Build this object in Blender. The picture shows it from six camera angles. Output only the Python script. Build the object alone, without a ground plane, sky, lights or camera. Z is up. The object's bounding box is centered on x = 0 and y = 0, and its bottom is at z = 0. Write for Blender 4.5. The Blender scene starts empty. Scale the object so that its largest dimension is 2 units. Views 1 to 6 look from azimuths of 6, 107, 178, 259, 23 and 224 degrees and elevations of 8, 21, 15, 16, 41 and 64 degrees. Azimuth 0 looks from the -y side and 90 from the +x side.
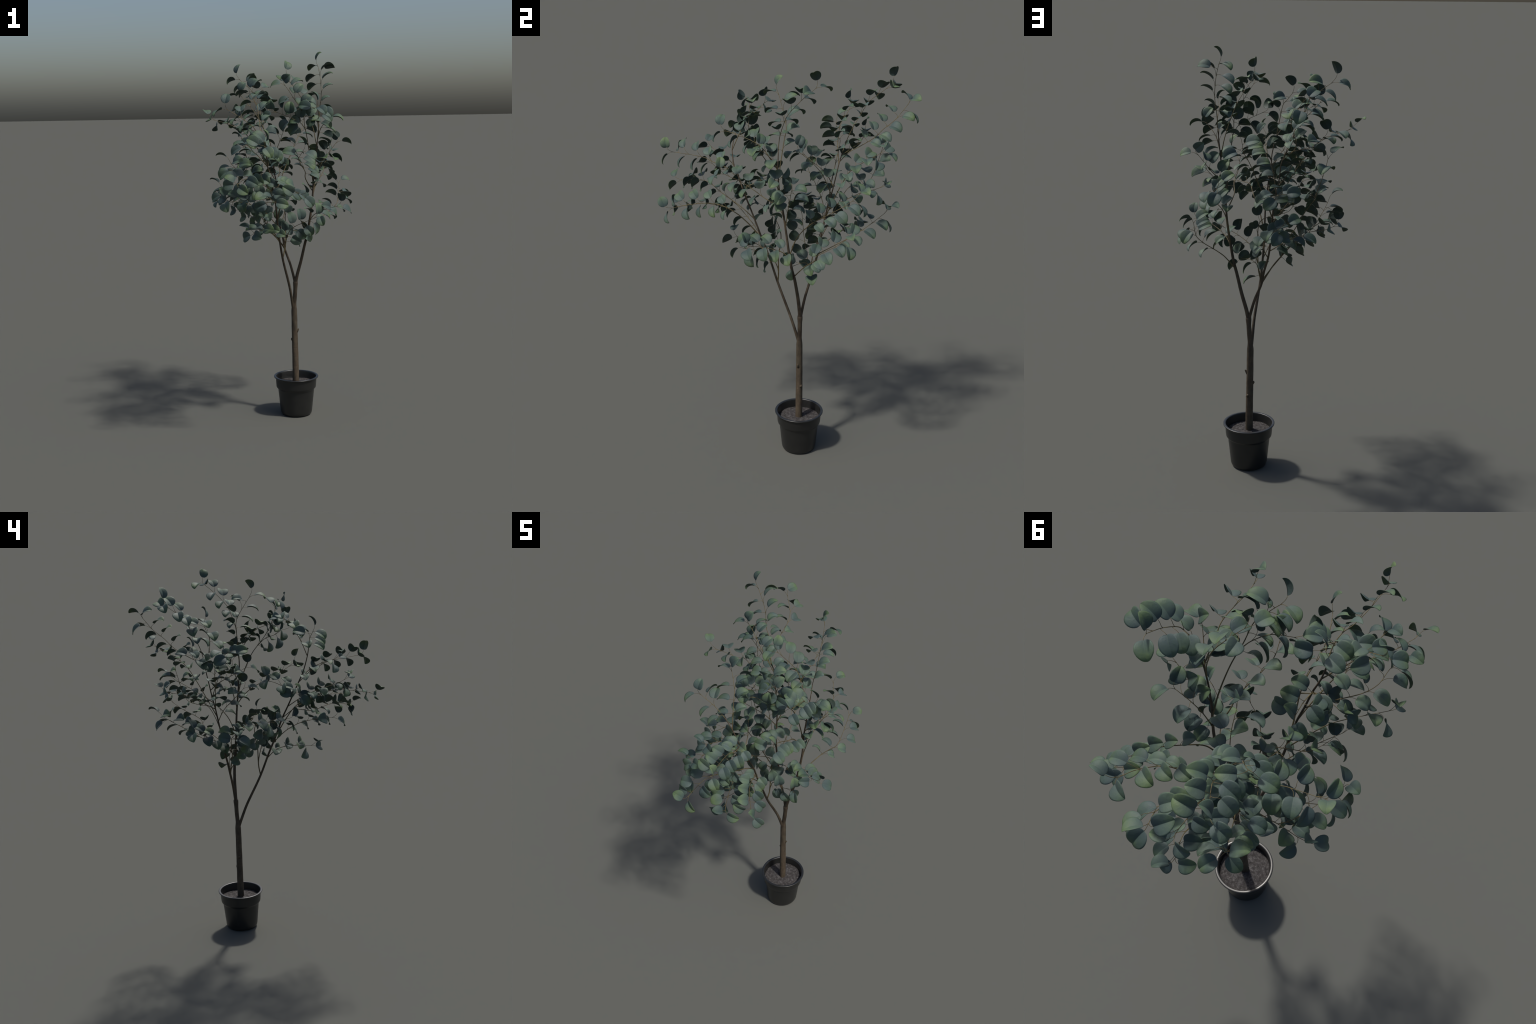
import bpy, bmesh, math, random
from mathutils import Vector, Matrix, Quaternion

R = random.Random(11)
V = Vector
Z = V((0, 0, 1))

# ------------------------------------------------------------------ materials
def new_mat(name):
    m = bpy.data.materials.new(name)
    m.use_nodes = True
    nt = m.node_tree
    return m, nt, nt.nodes, nt.links, nt.nodes["Principled BSDF"]

def ramp(nd, stops, interp='LINEAR'):
    r = nd.new("ShaderNodeValToRGB")
    r.color_ramp.interpolation = interp
    e = r.color_ramp.elements
    while len(e) < len(stops):
        e.new(0.5)
    for el, (p, c) in zip(e, stops):
        el.position = p
        el.color = (c[0], c[1], c[2], 1)
    return r

def mixc(nd, lk, fac, a, b, mode='MIX'):
    m = nd.new("ShaderNodeMix")
    m.data_type = 'RGBA'
    m.blend_type = mode
    for sock, val in ((m.inputs[0], fac), (m.inputs[6], a), (m.inputs[7], b)):
        if hasattr(val, "is_output"):
            lk.new(val, sock)
        elif isinstance(val, (int, float)):
            sock.default_value = val
        else:
            sock.default_value = (val[0], val[1], val[2], 1)
    return m.outputs[2]

def math_node(nd, lk, op, a, b=0.0):
    m = nd.new("ShaderNodeMath")
    m.operation = op
    for s, v in ((m.inputs[0], a), (m.inputs[1], b)):
        if hasattr(v, "is_output"):
            lk.new(v, s)
        else:
            s.default_value = v
    return m.outputs[0]

def noise(nd, lk, vec, scale, detail=4, rough=0.55):
    n = nd.new("ShaderNodeTexNoise")
    n.inputs["Scale"].default_value = scale
    n.inputs["Detail"].default_value = detail
    n.inputs["Roughness"].default_value = rough
    lk.new(vec, n.inputs["Vector"])
    return n.outputs["Fac"]

def bump(nd, lk, bsdf, h, strength, dist):
    b = nd.new("ShaderNodeBump")
    b.inputs["Strength"].default_value = strength
    b.inputs["Distance"].default_value = dist
    lk.new(h, b.inputs["Height"])
    lk.new(b.outputs[0], bsdf.inputs["Normal"])

def leaf_material(name, blue, mid, tip, rough, trans, vein):
    """Leaf blade: waxy blue-green base going to fresh green at the tip and rim,
    slightly different on every leaf, with a fine pale or dark midrib and veins."""
    m, nt, nd, lk, b = new_mat(name)
    tc = nd.new("ShaderNodeTexCoord")
    sep = nd.new("ShaderNodeSeparateXYZ")
    lk.new(tc.outputs["Object"], sep.inputs[0])
    info = nd.new("ShaderNodeObjectInfo")
    n1 = noise(nd, lk, tc.outputs["Object"], 2.6, 3)
    y = math_node(nd, lk, 'ADD', sep.outputs[1], math_node(nd, lk, 'MULTIPLY', math_node(nd, lk, 'SUBTRACT', n1, 0.5), 0.7))
    y = math_node(nd, lk, 'ADD', y, math_node(nd, lk, 'MULTIPLY', math_node(nd, lk, 'SUBTRACT', info.outputs["Random"], 0.5), 0.45))
    cr = ramp(nd, [(0.12, blue), (0.52, mid), (0.98, tip)])
    lk.new(y, cr.inputs[0])
    # rim tint from the distance to the midrib
    ax = math_node(nd, lk, 'ABSOLUTE', sep.outputs[0])
    rim = ramp(nd, [(0.36, (0, 0, 0)), (0.52, (1, 1, 1))])
    lk.new(ax, rim.inputs[0])
    col = mixc(nd, lk, math_node(nd, lk, 'MULTIPLY', rim.outputs[0], 0.35), cr.outputs[0], tip)
    # per-leaf tone
    tone = ramp(nd, [(0.0, (0.74, 0.78, 0.80)), (0.5, (1, 1, 1)), (1.0, (1.18, 1.14, 1.02))])
    w = nd.new("ShaderNodeTexWhiteNoise")
    w.noise_dimensions = '1D'
    lk.new(info.outputs["Random"], w.inputs["W"])
    lk.new(w.outputs["Value"], tone.inputs[0])
    col = mixc(nd, lk, 1.0, col, tone.outputs[0], 'MULTIPLY')
    # veins: midrib line and slanting side veins
    mid_r = ramp(nd, [(0.0, (1, 1, 1)), (0.014, (0, 0, 0))])
    lk.new(ax, mid_r.inputs[0])
    sl = math_node(nd, lk, 'SUBTRACT', sep.outputs[1], math_node(nd, lk, 'MULTIPLY', ax, 0.75))
    fr = math_node(nd, lk, 'FRACT', math_node(nd, lk, 'MULTIPLY', sl, 6.5))
    side = ramp(nd, [(0.0, (1, 1, 1)), (0.07, (0, 0, 0)), (0.93, (0, 0, 0)), (1.0, (1, 1, 1))])
    lk.new(fr, side.inputs[0])
    veins = math_node(nd, lk, 'MAXIMUM', mid_r.outputs[0], math_node(nd, lk, 'MULTIPLY', side.outputs[0], 0.28))
    col = mixc(nd, lk, math_node(nd, lk, 'MULTIPLY', veins, 0.45), col, vein)
    # tiny dark blemishes
    n2 = noise(nd, lk, tc.outputs["Object"], 9, 2)
    sp = ramp(nd, [(0.72, (0, 0, 0)), (0.78, (1, 1, 1))])
    lk.new(n2, sp.inputs[0])
    col = mixc(nd, lk, math_node(nd, lk, 'MULTIPLY', sp.outputs[0], 0.25), col, (0.03, 0.045, 0.03))
    lk.new(col, b.inputs["Base Color"])
    b.inputs["Roughness"].default_value = rough
    b.inputs["Specular IOR Level"].default_value = 0.28
    bump(nd, lk, b, math_node(nd, lk, 'ADD', veins, n1), 0.12, 0.02)
    tr = nd.new("ShaderNodeBsdfTranslucent")
    tcol = mixc(nd, lk, 0.6, col, (0.16, 0.24, 0.05))
    lk.new(tcol, tr.inputs["Color"])
    mx = nd.new("ShaderNodeMixShader")
    mx.inputs[0].default_value = trans
    lk.new(b.outputs[0], mx.inputs[1])
    lk.new(tr.outputs[0], mx.inputs[2])
    lk.new(mx.outputs[0], nd["Material Output"].inputs["Surface"])
    return m

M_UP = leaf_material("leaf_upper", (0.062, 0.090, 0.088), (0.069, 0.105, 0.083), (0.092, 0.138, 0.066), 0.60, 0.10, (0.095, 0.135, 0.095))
M_LO = leaf_material("leaf_lower", (0.044, 0.064, 0.058), (0.046, 0.068, 0.053), (0.066, 0.096, 0.048), 0.60, 0.10, (0.018, 0.030, 0.022))  # darker copy of the upper green, shadow on the leaf backs mixed into the colour

def inner_material(name, lo, hi, rough):
    """Same blades where they are joined: tone wanders from leaf to leaf through space."""
    m, nt, nd, lk, b = new_mat(name)
    tc = nd.new("ShaderNodeTexCoord")
    r = ramp(nd, [(0.35, lo), (0.65, hi)])
    lk.new(noise(nd, lk, tc.outputs["Object"], 24, 3), r.inputs[0])
    lk.new(r.outputs[0], b.inputs["Base Color"])
    b.inputs["Roughness"].default_value = rough
    b.inputs["Specular IOR Level"].default_value = 0.28
    return m

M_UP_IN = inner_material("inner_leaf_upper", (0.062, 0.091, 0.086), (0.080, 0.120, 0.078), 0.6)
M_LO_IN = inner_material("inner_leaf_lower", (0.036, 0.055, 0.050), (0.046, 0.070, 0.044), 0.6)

def twig_material():
    m, nt, nd, lk, b = new_mat("twig_bark")
    tc = nd.new("ShaderNodeTexCoord")
    n = noise(nd, lk, tc.outputs["Object"], 38, 4)
    r = ramp(nd, [(0.3, (0.046, 0.035, 0.016)), (0.5, (0.090, 0.070, 0.028)), (0.75, (0.135, 0.108, 0.045))])
    lk.new(n, r.inputs[0])
    lk.new(r.outputs[0], b.inputs["Base Color"])
    b.inputs["Roughness"].default_value = 0.6
    return m

def bark_material():
    m, nt, nd, lk, b = new_mat("bark")
    tc = nd.new("ShaderNodeTexCoord")
    mp = nd.new("ShaderNodeMapping")
    mp.inputs["Scale"].default_value = (1, 1, 0.35)
    lk.new(tc.outputs["Object"], mp.inputs[0])
    n = noise(nd, lk, mp.outputs[0], 70, 6, 0.65)
    n2 = noise(nd, lk, tc.outputs["Object"], 13, 3)
    r = ramp(nd, [(0.28, (0.038, 0.029, 0.020)), (0.5, (0.066, 0.051, 0.036)), (0.72, (0.096, 0.076, 0.053))])
    lk.new(n, r.inputs[0])
    r2 = ramp(nd, [(0.35, (0.80, 0.84, 0.80)), (0.65, (1.15, 1.08, 1.0))])
    lk.new(n2, r2.inputs[0])
    col = mixc(nd, lk, 1.0, r.outputs[0], r2.outputs[0], 'MULTIPLY')
    # ring scars
    mp2 = nd.new("ShaderNodeMapping")
    mp2.inputs["Scale"].default_value = (6, 6, 60)
    lk.new(tc.outputs["Object"], mp2.inputs[0])
    n3 = noise(nd, lk, mp2.outputs[0], 1.6, 3)
    sc = ramp(nd, [(0.62, (0, 0, 0)), (0.70, (1, 1, 1))])
    lk.new(n3, sc.inputs[0])
    col = mixc(nd, lk, math_node(nd, lk, 'MULTIPLY', sc.outputs[0], 0.35), col, (0.035, 0.027, 0.019))
    lk.new(col, b.inputs["Base Color"])
    b.inputs["Roughness"].default_value = 0.75
    b.inputs["Specular IOR Level"].default_value = 0.3
    bump(nd, lk, b, math_node(nd, lk, 'ADD', n, math_node(nd, lk, 'MULTIPLY', sc.outputs[0], -0.5)), 0.5, 0.003)
    return m

def pot_material():
    m, nt, nd, lk, b = new_mat("black_plastic")
    tc = nd.new("ShaderNodeTexCoord")
    n = noise(nd, lk, tc.outputs["Object"], 26, 4)
    r = ramp(nd, [(0.3, (0.0100, 0.0102, 0.0096)), (0.7, (0.0150, 0.0150, 0.0140))])
    lk.new(n, r.inputs[0])
    lk.new(r.outputs[0], b.inputs["Base Color"])
    b.inputs["Roughness"].default_value = 0.36
    b.inputs["Specular IOR Level"].default_value = 0.6
    n2 = noise(nd, lk, tc.outputs["Object"], 420, 2)
    bump(nd, lk, b, n2, 0.08, 0.001)
    return m

def soil_material():
    m, nt, nd, lk, b = new_mat("gritty_soil")
    tc = nd.new("ShaderNodeTexCoord")
    n = noise(nd, lk, tc.outputs["Object"], 75, 8, 0.7)
    r = ramp(nd, [(0.32, (0.026, 0.024, 0.0235)), (0.50, (0.060, 0.056, 0.055)), (0.63, (0.11, 0.105, 0.104)), (0.73, (0.27, 0.26, 0.26))])
    lk.new(n, r.inputs[0])
    v = nd.new("ShaderNodeTexVoronoi")
    v.inputs["Scale"].default_value = 190
    lk.new(tc.outputs["Object"], v.inputs["Vector"])
    r2 = ramp(nd, [(0.0, (1.35, 1.3, 1.3)), (0.45, (0.75, 0.75, 0.76))])
    lk.new(v.outputs["Distance"], r2.inputs[0])
    lk.new(mixc(nd, lk, 1.0, r.outputs[0], r2.outputs[0], 'MULTIPLY'), b.inputs["Base Color"])
    b.inputs["Roughness"].default_value = 0.95
    b.inputs["Specular IOR Level"].default_value = 0.15
    bump(nd, lk, b, n, 0.7, 0.004)
    return m

M_TWIG, M_BARK, M_POT, M_SOIL = twig_material(), bark_material(), pot_material(), soil_material()

# ------------------------------------------------------------------ helpers
COL = bpy.context.scene.collection

def obj(name, mesh, parent):
    o = bpy.data.objects.new(name, mesh)
    COL.objects.link(o)
    o.parent = parent
    return o

def mesh_from(name, verts, faces, mats, smooth=True, fmats=None):
    me = bpy.data.meshes.new(name)
    me.from_pydata([tuple(v) for v in verts], [], faces)
    for m in mats:
        me.materials.append(m)
    if smooth:
        me.polygons.foreach_set("use_smooth", [True] * len(me.polygons))
    if fmats:
        me.polygons.foreach_set("material_index", fmats)
    me.update()
    return me

def spline(pts, step=0.012):
    """Catmull-Rom (centripetal-ish) through the control points, evenly resampled."""
    P = [V(p) for p in pts]
    if len(P) == 2:
        n = max(2, int((P[1] - P[0]).length / step))
        return [P[0].lerp(P[1], i / n) for i in range(n + 1)]
    E = [P[0] * 2 - P[1]] + P + [P[-1] * 2 - P[-2]]
    out = []
    for i in range(1, len(E) - 2):
        p0, p1, p2, p3 = E[i - 1:i + 3]
        n = max(2, int((p2 - p1).length / step))
        d1 = (p2 - p0) * 0.5
        d2 = (p3 - p1) * 0.5
        L = (p2 - p1).length
        if d1.length > L: d1 *= L / d1.length
        if d2.length > L: d2 *= L / d2.length
        for k in range(n):
            t = k / n
            h = t * t
            g = h * t
            out.append(p1 * (2 * g - 3 * h + 1) + d1 * (g - 2 * h + t) + p2 * (-2 * g + 3 * h) + d2 * (g - h))
    out.append(P[-1])
    return out

def lengths(c):
    s = [0.0]
    for a, b in zip(c[:-1], c[1:]):
        s.append(s[-1] + (b - a).length)
    return s

def tube(verts, faces, c, radii, sides=8, wob=0.0, cap=True):
    base = len(verts)
    prev = None
    n = len(c)
    for i, p in enumerate(c):
        t = (c[min(i + 1, n - 1)] - c[max(i - 1, 0)]).normalized()
        if prev is None:
            x = t.cross(V((0.3, 1, 0.1))).normalized()
        else:
            x = (prev - t * prev.dot(t)).normalized()
        prev = x
        y = t.cross(x)
        for k in range(sides):
            a = 2 * math.pi * k / sides
            r = radii[i] * (1 + wob * math.sin(3 * a + i * 0.31) * math.sin(i * 0.23))
            verts.append(p + x * (math.cos(a) * r) + y * (math.sin(a) * r))
    for i in range(n - 1):
        for k in range(sides):
            a = base + i * sides + k
            b = base + i * sides + (k + 1) % sides
            faces.append((a, b, b + sides, a + sides))
    if cap:
        faces.append(tuple(base + (n - 1) * sides + k for k in range(sides)))
        faces.append(tuple(base + k for k in reversed(range(sides))))

def taper(c, r0, r1, power=1.0):
    s = lengths(c)
    return [r0 + (r1 - r0) * (v / s[-1]) ** power for v in s]

# ------------------------------------------------------------------ root and pot
PX, PY = 0.1047, 0.1215
tree = bpy.data.objects.new("potted_tree", None)
COL.objects.link(tree)
tree.location = (PX, PY, 0)
tree["label"] = "slender potted eucalyptus tree with round blue-green leaves"
tree["category"] = "potted plant"
ORG = V((PX, PY, 0))

def lathe(name, profile, mat, parent, seg=96, smooth_angle=None):
    vs, fs = [], []
    for r, z in profile:
        for k in range(seg):
            a = 2 * math.pi * k / seg
            vs.append((r * math.cos(a), r * math.sin(a), z))
    for i in range(len(profile) - 1):
        for k in range(seg):
            a = i * seg + k
            b = i * seg + (k + 1) % seg
            fs.append((a, b, b + seg, a + seg))
    fs.append(tuple(reversed(range(seg))))
    fs.append(tuple((len(profile) - 1) * seg + k for k in range(seg)))
    me = mesh_from(name, vs, fs, [mat])
    o = obj(name, me, parent)
    return o

pot_profile = [(0.040, 0.000), (0.072, 0.000), (0.0795, 0.0015), (0.0845, 0.0055), (0.0870, 0.012),
               (0.0885, 0.020), (0.0925, 0.060), (0.0965, 0.100), (0.1005, 0.138), (0.1012, 0.1435),
               (0.1030, 0.1475), (0.1075, 0.1520), (0.1098, 0.1545), (0.1107, 0.1580), (0.1118, 0.170),
               (0.1136, 0.200), (0.1142, 0.2085), (0.1155, 0.2105), (0.1205, 0.2108), (0.1228, 0.2118),
               (0.1240, 0.2138), (0.1240, 0.2158), (0.1231, 0.2174), (0.1218, 0.2179), (0.1180, 0.2181), (0.1140, 0.2178),
               (0.1126, 0.2172), (0.1117, 0.2155), (0.1110, 0.2110), (0.1085, 0.190), (0.1068, 0.165),
               (0.0990, 0.150), (0.0960, 0.110), (0.0920, 0.060), (0.0860, 0.020), (0.060, 0.014)]
pot = lathe("plant_pot", pot_profile, M_POT, tree)

# soil: gently uneven gritty disc
vs, fs = [], []
rings, seg = 26, 84
RS = random.Random(4)
vs.append((0, 0, 0.1795))
for i in range(1, rings + 1):
    r = 0.1075 * i / rings
    for k in range(seg):
        a = 2 * math.pi * k / seg
        x, y = r * math.cos(a), r * math.sin(a)
        z = 0.1775 + 0.0016 * math.sin(31 * x + 1.7) * math.cos(27 * y) + RS.uniform(-0.0012, 0.0012)
        z += 0.003 * math.exp(-(r / 0.03) ** 2) - 0.004 * max(0, r / 0.1075 - 0.9) * 10 * 0.4
        vs.append((x, y, z))
for k in range(seg):
    fs.append((0, 1 + k, 1 + (k + 1) % seg))
for i in range(rings - 1):
    for k in range(seg):
        a = 1 + i * seg + k
        b = 1 + i * seg + (k + 1) % seg
        fs.append((a, a + seg, b + seg, b))
# underside so the soil is a body, not a sheet
n0 = len(vs)
for k in range(seg):
    a = 2 * math.pi * k / seg
    vs.append((0.097 * math.cos(a), 0.097 * math.sin(a), 0.15))
for k in range(seg):
    a = 1 + (rings - 1) * seg + k
    b = 1 + (rings - 1) * seg + (k + 1) % seg
    fs.append((a, n0 + k, n0 + (k + 1) % seg, b))
fs.append(tuple(n0 + k for k in range(seg))[::-1])
soil = obj("potting_soil", mesh_from("potting_soil", vs, fs, [M_SOIL]), tree)

# ------------------------------------------------------------------ trunk and limbs
def loc(c):
    return [V(p) - ORG for p in c]

TRUNK = [(0.1035, 0.121, 0.165), (0.1025, 0.121, 0.28), (0.100, 0.120, 0.42), (0.0985, 0.119, 0.56), (0.0985, 0.1195, 0.62),
         (0.1035, 0.122, 0.68), (0.1065, 0.123, 0.752)]
c = spline(TRUNK, 0.008)
s = lengths(c)
rad = []
for p in c:
    z = p.z
    r = 0.0182 - 0.0022 * min(1, (z - 0.16) / 0.40)
    f = min(1, max(0, (z - 0.585) / 0.05))
    f = f * f * (3 - 2 * f)
    r = r * (1 - f) + 0.0112 * f
    r += 0.0022 * math.exp(-((z - 0.742) / 0.018) ** 2)
    rad.append(r)
vs, fs = [], []
tube(vs, fs, loc(c), rad, 20, 0.025)
# pruned side-shoot stubs
def stub(z, ang, ln, r0, r1, up):
    d = V((math.cos(ang), math.sin(ang), 0))
    p = V((0.1005, 0.120, z)) - ORG
    b = p + d * 0.010
    e = p + d * (0.016 + ln) + Z * up
    cc = [b - Z * 0.008, b.lerp(e, 0.45) - Z * 0.004, b.lerp(e, 0.8), e]
    tube(vs, fs, cc, [r0 * 1.3, r0, (r0 + r1) / 2, r1], 9)
stub(0.475, -0.15, 0.0075, 0.0055, 0.0020, 0.012)
stub(0.424, 2.9, 0.0055, 0.0062, 0.0052, 0.004)
stub(0.366, 0.9, 0.0012, 0.0085, 0.0040, 0.003)
stub(0.352, -0.1, 0.0010, 0.0065, 0.0035, 0.002)
trunk = obj("trunk", mesh_from("trunk", vs, fs, [M_BARK]), tree)

LIMB = {
 'front': [(0.0945, 0.119, 0.585), (0.088, 0.099, 0.645), (0.078, 0.066, 0.731), (0.049, -0.007, 0.89), (0.035, -0.054, 1.011),
           (0.028, -0.096, 1.109), (0.024, -0.137, 1.212), (0.015, -0.165, 1.272), (0.007, -0.198, 1.343), (-0.006, -0.223, 1.402),
           (-0.010, -0.25, 1.461), (-0.032, -0.268, 1.542), (-0.071, -0.268, 1.604)],
 'right': [(0.104, 0.122, 0.725), (0.111, 0.123, 0.765), (0.119, 0.122, 0.80), (0.138, 0.119, 0.868), (0.162, 0.109, 0.969), (0.175, 0.1, 1.018),
           (0.188, 0.09, 1.091), (0.205, 0.079, 1.21), (0.214, 0.062, 1.344), (0.227, 0.049, 1.443), (0.236, 0.046, 1.53),
           (0.245, 0.050, 1.63)],
 'back': [(0.106, 0.123, 0.725), (0.099, 0.128, 0.765), (0.078, 0.140, 0.843), (0.047, 0.158, 0.927), (0.036, 0.17, 0.988), (0.018, 0.186, 1.057),
          (0.008, 0.196, 1.132), (0.001, 0.214, 1.226), (-0.003, 0.226, 1.294), (-0.016, 0.242, 1.36), (-0.028, 0.258, 1.44),
          (-0.036, 0.271, 1.507), (-0.060, 0.281, 1.56)],
}
LR = {'front': (0.0080, 0.0022), 'right': (0.0100, 0.0020), 'back': (0.0076, 0.0020)}
AXES = []           # (curve, radii) of everything a twig can spring from
for k, pts in LIMB.items():
    c = spline(pts, 0.012)
    rr = taper(c, LR[k][0], LR[k][1], 0.85)
    AXES.append((c, rr))
    vs, fs = [], []
    tube(vs, fs, loc(c), rr, 12, 0.02)
    obj("branch", mesh_from("branch", vs, fs, [M_BARK]), tree)

# ------------------------------------------------------------------ leaves
def leaf_mesh(name, fold, curl, width, tipbend, rs, nu=15, nv=6):
    """Round leaf with a short point: two halves folded up along the midrib, the blade arching over."""
    def half(u):
        w = math.sqrt(max(0.0, 1 - ((u - 0.44) / 0.46) ** 2)) if u < 0.44 else None
        if w is None:
            x = (u - 0.44) / 0.56
            w = math.sqrt(max(0.0, 1 - x ** 2.1)) * (1 - 0.42 * x ** 2.2)
        return w * width * 0.5
    wave = [rs.uniform(0, 6.28) for _ in range(3)]
    us = [0.0] + [0.5 - 0.5 * math.cos(math.pi * (i + 0.5) / nu) for i in range(nu)] + [1.0]
    rows = []
    y = z = 0.0
    pu = 0.0
    for u in us:
        th = -curl * (u ** 1.15) - tipbend * max(0, u - 0.78) / 0.22
        du = u - pu
        y += math.cos(th) * du
        z += math.sin(th) * du
        pu = u
        row = []
        hw = half(max(0.0, min(1.0, u)))
        if u in (0.0, 1.0): hw = 0.006
        t = V((0, math.cos(th), math.sin(th)))
        nrm = V((0, -math.sin(th), math.cos(th)))
        for j in range(-nv, nv + 1):
            v = j / nv
            a = fold * (1 - 0.35 * abs(v))
            d = abs(v) * hw
            wv = 0.012 * math.sin(7 * u + wave[0 if v < 0 else 1]) * abs(v) ** 2
            p = V((0, y, z)) + V((1, 0, 0)) * (math.copysign(1, v) * d * math.cos(a) if j else 0) + nrm * (d * math.sin(a) + wv)
            row.append(p)
        rows.append(row)
    m = 2 * nv + 1
    verts, faces, fm = [], [], []
    top = [p for r in rows for p in r]
    verts += top
    # underside: offset by the blade thickness
    nr = len(rows)
    th = 0.010
    for i in range(nr):
        for j in range(m):
            p = rows[i][j]
            du = rows[min(i + 1, nr - 1)][j] - rows[max(i - 1, 0)][j]
            dv = rows[i][min(j + 1, m - 1)] - rows[i][max(j - 1, 0)]
            n = dv.cross(du)
            n = n.normalized() if n.length > 1e-9 else V((0, 0, 1))
            verts.append(p - n * th)
    off = nr * m
    for i in range(nr - 1):
        for j in range(m - 1):
            a = i * m + j
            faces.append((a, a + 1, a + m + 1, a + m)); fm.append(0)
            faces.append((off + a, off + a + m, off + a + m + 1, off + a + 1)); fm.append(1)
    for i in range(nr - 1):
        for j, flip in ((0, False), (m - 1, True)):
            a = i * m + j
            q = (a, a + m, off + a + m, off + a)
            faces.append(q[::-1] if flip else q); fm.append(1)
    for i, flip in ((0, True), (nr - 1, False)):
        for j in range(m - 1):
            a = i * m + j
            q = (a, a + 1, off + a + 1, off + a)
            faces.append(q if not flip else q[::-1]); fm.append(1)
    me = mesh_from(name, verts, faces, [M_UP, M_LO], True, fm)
    ridge = set(i * m + nv for i in range(nr)) | set(off + i * m + nv for i in range(nr))
    for e in me.edges:                      # crisp crease along the midrib
        if e.vertices[0] in ridge and e.vertices[1] in ridge:
            e.use_edge_sharp = True
    return me

rs = random.Random(5)
CURLS = [0.85, 1.0, 1.15, 0.9, 1.05, 1.25, 0.75, 1.0]
LEAVES = [leaf_mesh("leaf", rs.uniform(0.42, 0.60), q, rs.uniform(0.90, 0.98), rs.uniform(0.1, 0.5), rs) for q in CURLS]

def perp(v, t):
    v = V(v)
    v = v - t * v.dot(t)
    if v.length < 1e-4:
        v = t.orthogonal()
    return v.normalized()

def jitter(v, amt):
    return (v + V((R.gauss(0, amt), R.gauss(0, amt), R.gauss(0, amt)))).normalized()

def frame(m, n, pos, size, roll=0.0):
    m = m.normalized()
    n = perp(n, m)
    if roll:
        n = Quaternion(m, roll) @ n
    x = m.cross(n)
    M = Matrix((x, m, n)).transposed().to_4x4()
    M = Matrix.Translation(pos) @ M @ Matrix.Diagonal((size, size, size, 1))
    return M

def petiole(vs, fs, p0, d0, p1, d1, r):
    L = (p1 - p0).length
    a = p0 + d0 * L * 0.4
    b = p1 - d1 * L * 0.35
    c = []
    for i in range(7):
        t = i / 6
        c.append(p0 * (1 - t) ** 3 + a * 3 * t * (1 - t) ** 2 + b * 3 * t * t * (1 - t) + p1 * t ** 3)
    tube(vs, fs, loc(c), [r * (1.25 - 0.4 * i / 6) for i in range(7)], 5)

leaf_count = 0
SURPLUS = []
def add_leaf(parent, M, mesh=None, small=False):
    global leaf_count
    if small:
        SURPLUS.append((Matrix.Translation(-ORG) @ M, mesh))
        return
    o = bpy.data.objects.new("leaf", mesh or LEAVES[R.randrange(len(LEAVES))])
    COL.objects.link(o)
    o.parent = parent
    o.matrix_local = Matrix.Translation(-ORG) @ M
    leaf_count += 1
    return o

def at(c, s, d):
    """Point and tangent at arc length d."""
    d = min(max(d, 0.0), s[-1])
    for i in range(len(s) - 1):
        if s[i + 1] >= d:
            t = (d - s[i]) / max(1e-9, s[i + 1] - s[i])
            a = c[max(0, i - 1)]
            b = c[min(len(c) - 1, i + 2)]
            return c[i].lerp(c[i + 1], t), (b - a).normalized()
    return c[-1], (c[-1] - c[-2]).normalized()

def chord_frame(ch, n, pos, size, curl):
    """Place a leaf so that base-to-tip follows ch and the upper face looks along n."""
    ch = ch.normalized()
    n = perp(n, ch)
    th = 0.50 * curl
    m = ch * math.cos(th) + n * math.sin(th)
    return frame(m, n * math.cos(th) - ch * math.sin(th), pos, size)

# one shoot in its own axes (along the stem, towards side a, towards side b):
#   distance back from the fork, stalk foot -> leaf base, base-to-tip direction, upper-face direction, size
END_LEAF = ((0.031, 0.005, 0.022), (0.26, -0.57, 0.78), (0.18, 0.82, 0.54), 0.90)
FORK_LEAF = ((0.028, 0.010, -0.013), (0.25, 0.70, -0.66), (0.92, 0.10, 0.36), 1.00)
SIDE_LEAF = ((0.016, -0.034, 0.000), (-0.22, -0.94, 0.20), (0.93, -0.18, 0.25), 1.05)
RANK_A = ((0.006, 0.026, -0.003), (0.13, 0.72, -0.68), (0.90, 0.25, 0.32), 1.05)
RANK_B = ((0.031, -0.014, 0.026), (0.25, -0.90, 0.30), (0.60, 0.30, 0.72), 1.02)

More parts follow.
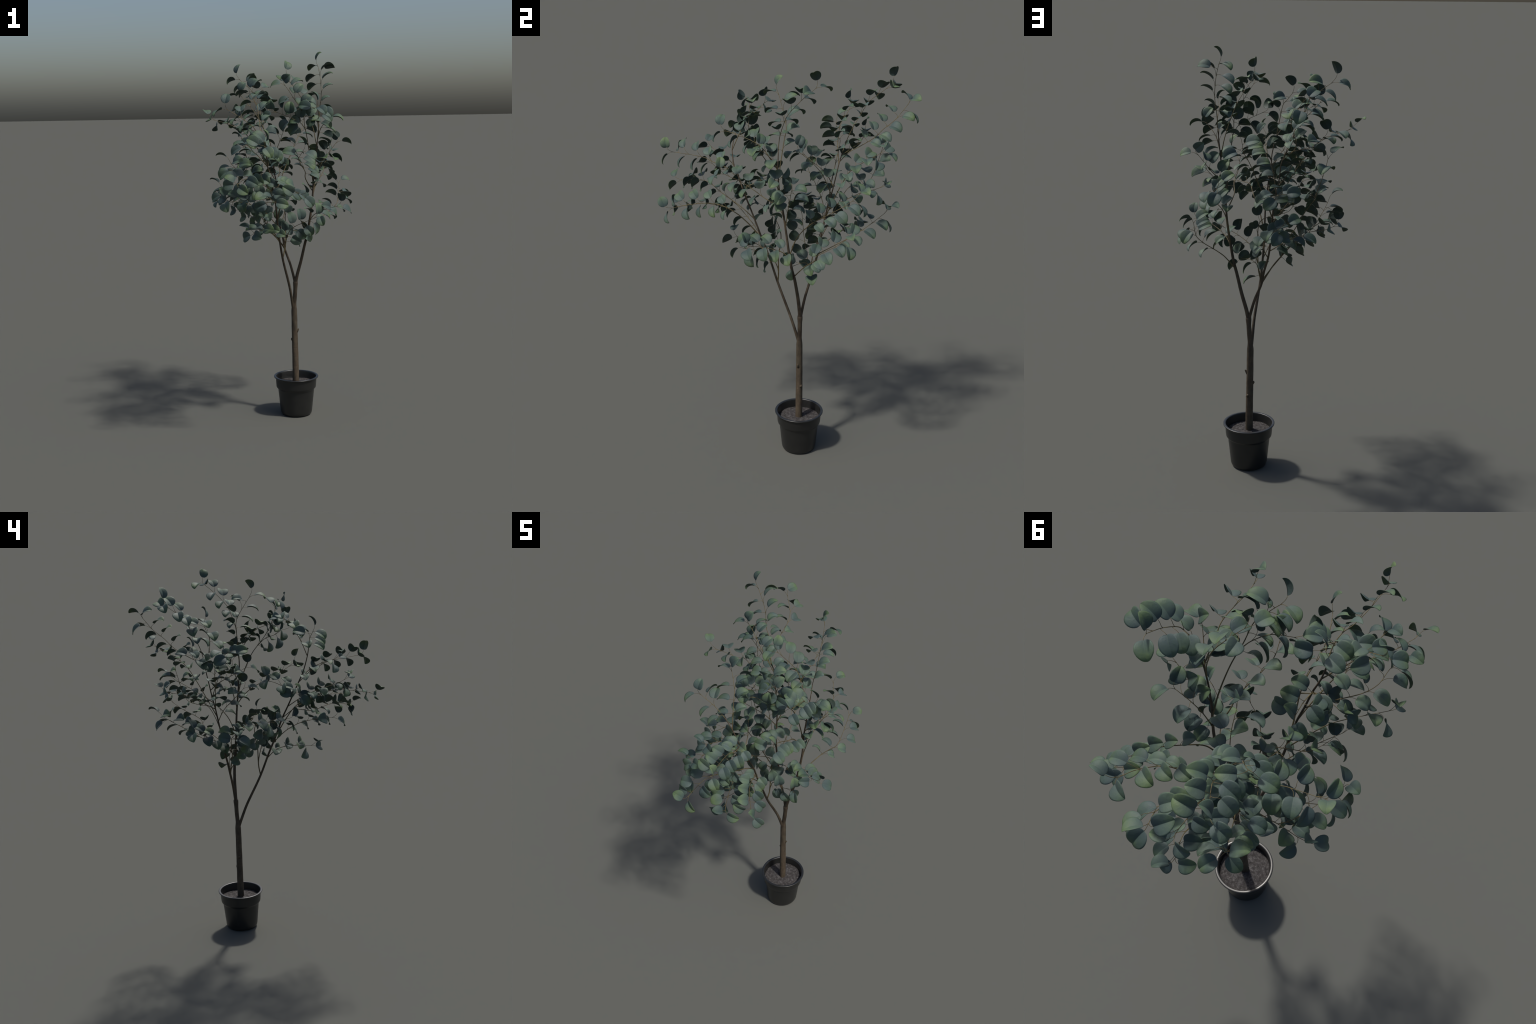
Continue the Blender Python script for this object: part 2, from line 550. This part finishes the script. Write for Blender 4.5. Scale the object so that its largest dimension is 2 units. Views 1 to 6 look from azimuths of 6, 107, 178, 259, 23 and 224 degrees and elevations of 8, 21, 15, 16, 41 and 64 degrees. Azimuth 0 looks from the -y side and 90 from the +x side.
def twig(pts, tb=None, up=None, r0=0.0026, leafy=0.31, size=0.061, snap=True, skip=0):
    """One leafy shoot. pts: axis from its origin to the fork under the end leaf; tb: base of the end
    leaf, which fixes how the shoot is turned about its axis (else `up`, else straight up)."""
    pts = [V(p) for p in pts]
    if snap:
        best = None
        for c, rr in AXES:
            for q, r in zip(c, rr):
                d = (q - pts[0]).length
                if best is None or d < best[0]:
                    best = (d, q, r)
        if best[0] > 0.004:
            pts = [best[1]] + pts
        r0 = min(r0, best[2] * 0.95)
    c = spline(pts, 0.010)
    s = lengths(c)
    S = s[-1]
    rr = taper(c, r0, 0.0010, 0.8)
    AXES.append((c, rr))
    vs, fs = [], []
    tube(vs, fs, loc(c), rr, 7)
    root = []
    fork = c[-1]
    back, _ = at(c, s, S - 0.08)
    t0 = (fork - back).normalized()
    if tb is not None:
        o = V(tb) - fork
        o = o - t0 * o.dot(t0)
        b0 = o.normalized()
        b0 = Quaternion(t0, 0.22) @ b0
    else:
        b0 = perp(up or (0.05, 0.0, 1.0), t0)
    def axes_at(d):
        p, t = at(c, s, S - d)
        t = (t + t0 * 1.6).normalized()
        b = perp(b0, t)
        return p, t, b.cross(t), b
    def place(d, spec, base=None, curl=1.05, wob=0.07):
        off, ch, n, k = spec
        p, t, a, b = axes_at(d)
        W = lambda q: t * q[0] + a * q[1] + b * q[2]
        j = 1 + R.gauss(0, 0.08)
        lb = V(base) if base is not None else p + W(off) * j
        chw = jitter(W(ch).normalized(), wob)
        i = R.randrange(len(LEAVES))
        root.append((chord_frame(chw, jitter(W(n).normalized(), wob), lb, size * k * R.uniform(0.95, 1.05), CURLS[i]), LEAVES[i], k < 1.0 and d > 0.19))
        d1 = (chw * 0.8 + W(off).normalized() * 0.6).normalized()
        st = (t * 0.75 + W(off).normalized() * 0.65).normalized()
        petiole(vs, fs, p, st, lb, d1, 0.0008)
    place(0.0, END_LEAF, tb)
    place(0.002, FORK_LEAF)
    lim = min(leafy, S - 0.010)
    if S > 0.06: place(0.035, SIDE_LEAF)
    d, i = 0.074, 0
    while d < lim and i < 4:
        k = (1.0, 1.0, 0.96, 0.85)[i]
        place(d, RANK_A[:3] + (RANK_A[3] * k,))
        if d + 0.014 < lim: place(d + 0.014, RANK_B[:3] + (RANK_B[3] * k,))
        d += 0.067
        i += 1
    o = obj("twig", mesh_from("twig", vs, fs, [M_TWIG]), tree)
    for M, me, small in root:
        add_leaf(o, M, me, small)
    return o

# leaders
twig([(0.245, 0.050, 1.63), (0.248, 0.057, 1.691), (0.255, 0.076, 1.751), (0.255, 0.097, 1.798), (0.247, 0.156, 1.865), (0.234, 0.219, 1.921)], (0.224, 0.223, 1.956))
twig([(-0.071, -0.268, 1.604), (-0.128, -0.258, 1.647), (-0.179, -0.257, 1.679), (-0.201, -0.256, 1.692)], (-0.214, -0.263, 1.726))
twig([(-0.060, 0.281, 1.56), (-0.079, 0.290, 1.595), (-0.087, 0.302, 1.632), (-0.100, 0.329, 1.692), (-0.127, 0.350, 1.732), (-0.148, 0.387, 1.798), (-0.186, 0.433, 1.833), (-0.227, 0.475, 1.868)], (-0.248, 0.486, 1.907))
# shoots from the right limb
twig([(0.231, 0.047, 1.50), (0.215, 0.055, 1.58), (0.190, 0.061, 1.66), (0.171, 0.066, 1.709), (0.153, 0.057, 1.748), (0.115, 0.029, 1.807), (0.083, 0.006, 1.851)], (0.077, -0.009, 1.90))
twig([(0.210, 0.070, 1.30), (0.197, 0.035, 1.43), (0.184, -0.015, 1.54), (0.174, -0.07, 1.61), (0.171, -0.106, 1.659), (0.156, -0.122, 1.697), (0.129, -0.127, 1.737), (0.101, -0.134, 1.781), (0.081, -0.140, 1.81)], (0.075, -0.163, 1.834), r0=0.0034)
twig([(0.178, -0.05, 1.585), (0.155, -0.083, 1.62), (0.114, -0.128, 1.644), (0.039, -0.150, 1.676)], (0.010, -0.189, 1.694))
twig([(0.19, 0.09, 1.10), (0.2, 0.13, 1.2), (0.22, 0.2, 1.28), (0.255, 0.29, 1.345), (0.261, 0.356, 1.389), (0.244, 0.397, 1.417), (0.233, 0.422, 1.441)], (0.24, 0.448, 1.469), r0=0.003)
twig([(0.168, 0.106, 0.985), (0.215, 0.17, 1.06), (0.262, 0.225, 1.11), (0.300, 0.250, 1.140), (0.328, 0.258, 1.165), (0.338, 0.287, 1.189), (0.340, 0.354, 1.231), (0.341, 0.404, 1.271)], (0.355, 0.421, 1.295), r0=0.003)
twig([(0.186, 0.091, 1.085), (0.21, 0.055, 1.125), (0.25, 0.0, 1.152), (0.291, -0.038, 1.17), (0.34, -0.062, 1.185)], None)
# shoots from the back limb
twig([(-0.04, 0.273, 1.52), (-0.08, 0.31, 1.56), (-0.092, 0.36, 1.59), (-0.086, 0.429, 1.638), (-0.066, 0.478, 1.69), (-0.068, 0.528, 1.735), (-0.105, 0.578, 1.80)], (-0.11, 0.597, 1.828))
twig([(-0.036, 0.271, 1.507), (-0.075, 0.255, 1.60), (-0.122, 0.255, 1.682), (-0.165, 0.279, 1.733), (-0.197, 0.289, 1.769)], (-0.205, 0.283, 1.802))
twig([(-0.055, 0.279, 1.55), (-0.10, 0.31, 1.568), (-0.132, 0.325, 1.577), (-0.163, 0.347, 1.589), (-0.21, 0.36, 1.63)], (-0.227, 0.358, 1.666))
twig([(-0.003, 0.226, 1.294), (-0.06, 0.23, 1.40), (-0.12, 0.238, 1.50), (-0.194, 0.240, 1.587), (-0.225, 0.213, 1.603), (-0.273, 0.201, 1.622), (-0.332, 0.187, 1.64)], (-0.373, 0.189, 1.675))
twig([(0.018, 0.186, 1.057), (0.035, 0.249, 1.102), (0.040, 0.340, 1.162), (0.033, 0.396, 1.201), (0.005, 0.447, 1.238), (-0.034, 0.500, 1.28)], (-0.042, 0.531, 1.315))
twig([(-0.003, 0.226, 1.294), (0.008, 0.29, 1.33), (0.008, 0.34, 1.36), (-0.007, 0.386, 1.382), (-0.021, 0.45, 1.401), (-0.03, 0.475, 1.41)], (-0.027, 0.505, 1.437))
twig([(0.0, 0.218, 1.25), (0.04, 0.27, 1.36), (0.075, 0.315, 1.45), (0.104, 0.361, 1.523), (0.129, 0.436, 1.58), (0.133, 0.497, 1.619)], (0.148, 0.524, 1.659), r0=0.003)
twig([(0.047, 0.158, 0.927), (-0.005, 0.152, 1.01), (-0.039, 0.155, 1.053), (-0.084, 0.165, 1.105), (-0.127, 0.172, 1.143), (-0.171, 0.175, 1.175), (-0.246, 0.172, 1.186), (-0.278, 0.170, 1.20)], None, r0=0.0036)
twig([(-0.045, 0.156, 1.06), (-0.06, 0.19, 1.13), (-0.1, 0.22, 1.2), (-0.14, 0.25, 1.28), (-0.183, 0.29, 1.35), (-0.18, 0.332, 1.362), (-0.176, 0.384, 1.382), (-0.19, 0.413, 1.43), (-0.21, 0.432, 1.498), (-0.222, 0.447, 1.554)], (-0.205, 0.446, 1.587), r0=0.003)
twig([(-0.165, 0.174, 1.172), (-0.20, 0.15, 1.21), (-0.22, 0.121, 1.234), (-0.251, 0.022, 1.254), (-0.265, -0.015, 1.269)], (-0.289, -0.028, 1.313))
twig([(0.055, 0.153, 0.91), (0.034, 0.15, 0.955), (-0.042, 0.114, 1.04), (-0.11, 0.082, 1.105), (-0.19, 0.053, 1.165), (-0.250, 0.030, 1.198)], (-0.285, 0.006, 1.206), r0=0.0026)
# shoots from the front limb
twig([(0.028, -0.096, 1.109), (0.044, -0.142, 1.173), (0.058, -0.177, 1.214), (0.072, -0.21, 1.247), (0.085, -0.262, 1.28), (0.094, -0.331, 1.298), (0.126, -0.419, 1.296), (0.18, -0.509, 1.285)], (0.205, -0.538, 1.298), r0=0.0036)
twig([(0.072, -0.21, 1.247), (0.02, -0.255, 1.245), (-0.012, -0.298, 1.246), (0.012, -0.40, 1.268), (0.031, -0.48, 1.26), (0.041, -0.511, 1.254)], (0.04, -0.54, 1.27))
twig([(0.024, -0.137, 1.212), (0.012, -0.21, 1.265), (-0.01, -0.322, 1.325), (-0.053, -0.395, 1.354), (-0.094, -0.472, 1.357), (-0.117, -0.575, 1.34)], (-0.128, -0.619, 1.354))
twig([(0.03, -0.085, 1.08), (-0.02, -0.146, 1.152), (-0.067, -0.212, 1.198), (-0.13, -0.28, 1.225), (-0.195, -0.351, 1.242)], None)
twig([(0.015, -0.165, 1.272), (-0.06, -0.22, 1.33), (-0.13, -0.28, 1.375), (-0.155, -0.33, 1.395), (-0.152, -0.391, 1.409), (-0.165, -0.424, 1.427)], (-0.189, -0.443, 1.466))
twig([(-0.006, -0.223, 1.402), (-0.05, -0.27, 1.46), (-0.074, -0.306, 1.486), (-0.08, -0.345, 1.507), (-0.1, -0.40, 1.53)], (-0.115, -0.426, 1.558))
twig([(-0.009, -0.24, 1.43), (0.015, -0.3, 1.47), (0.02, -0.353, 1.489), (0.006, -0.4, 1.503), (0.004, -0.482, 1.513), (0.01, -0.568, 1.521)], (0.023, -0.595, 1.545))
twig([(-0.032, -0.268, 1.542), (-0.045, -0.23, 1.63), (-0.06, -0.181, 1.711), (-0.081, -0.148, 1.741), (-0.1, -0.123, 1.77)], (-0.106, -0.119, 1.808))
twig([(0.037, -0.045, 0.99), (0.0, -0.1, 1.05), (-0.04, -0.18, 1.07), (-0.077, -0.261, 1.071)], (-0.1, -0.29, 1.097))
twig([(0.047, -0.01, 0.895), (0.058, -0.003, 0.95), (0.063, -0.002, 1.054), (0.062, 0.008, 1.1), (0.06, 0.01, 1.157), (0.043, -0.005, 1.191), (-0.02, -0.04, 1.205), (-0.082, -0.072, 1.215), (-0.109, -0.115, 1.232)], (-0.12, -0.16, 1.25), r0=0.0038)
twig([(0.059, -0.003, 0.96), (0.065, -0.008, 0.99), (0.087, -0.03, 1.05), (0.122, -0.06, 1.08), (0.169, -0.1, 1.104), (0.223, -0.12, 1.128)], (0.255, -0.149, 1.138))
twig([(0.238, 0.046, 1.545), (0.243, 0.022, 1.572), (0.241, -0.015, 1.622), (0.249, -0.058, 1.66), (0.247, -0.114, 1.681), (0.242, -0.162, 1.694), (0.244, -0.199, 1.704)], (0.248, -0.226, 1.734))
twig([(0.05, 0.158, 0.93), (0.054, 0.158, 0.975), (0.07, 0.152, 1.02), (0.10, 0.13, 1.035), (0.13, 0.10, 1.03)])
# inner shoots of the crown
twig([(0.012, 0.19, 1.09), (-0.03, 0.24, 1.13), (-0.07, 0.30, 1.17), (-0.105, 0.35, 1.20)])
twig([(0.218, 0.058, 1.38), (0.27, 0.068, 1.43), (0.332, 0.075, 1.509)], (0.344, 0.098, 1.538))
twig([(0.208, 0.075, 1.24), (0.228, 0.09, 1.33), (0.254, 0.108, 1.40), (0.296, 0.127, 1.456)], (0.296, 0.125, 1.495))
twig([(0.236, 0.046, 1.53), (0.255, 0.02, 1.59), (0.294, -0.02, 1.64)])
twig([(0.004, -0.196, 1.346), (-0.03, -0.196, 1.354), (-0.075, -0.196, 1.36), (-0.108, -0.193, 1.359)])
twig([(0.004, -0.196, 1.346), (-0.005, -0.178, 1.371), (-0.017, -0.123, 1.397), (-0.028, -0.094, 1.413), (-0.041, -0.058, 1.428)])
twig([(-0.016, 0.242, 1.36), (0.0, 0.2, 1.46), (0.03, 0.15, 1.53), (0.05, 0.10, 1.575)])
twig([(0.001, 0.214, 1.226), (-0.06, 0.19, 1.3), (-0.12, 0.14, 1.37), (-0.15, 0.10, 1.42)])
twig([(-0.022, 0.25, 1.40), (-0.07, 0.2, 1.45), (-0.1, 0.13, 1.49), (-0.12, 0.08, 1.52)])
twig([(0.203, 0.078, 1.26), (0.171, 0.036, 1.325), (0.173, -0.016, 1.362), (0.167, -0.056, 1.382), (0.157, -0.09, 1.4), (0.146, -0.168, 1.439), (0.158, -0.205, 1.457), (0.172, -0.24, 1.476)], r0=0.003)
# the innermost, half-hidden leaves: real blades joined into one part
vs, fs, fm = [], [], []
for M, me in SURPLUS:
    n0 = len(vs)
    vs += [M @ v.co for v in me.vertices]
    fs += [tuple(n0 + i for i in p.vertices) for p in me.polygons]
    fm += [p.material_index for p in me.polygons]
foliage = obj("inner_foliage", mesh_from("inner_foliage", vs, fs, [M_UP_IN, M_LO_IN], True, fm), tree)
foliage["kind"] = "stuff"
print("surplus", len(SURPLUS), "leaves", leaf_count)
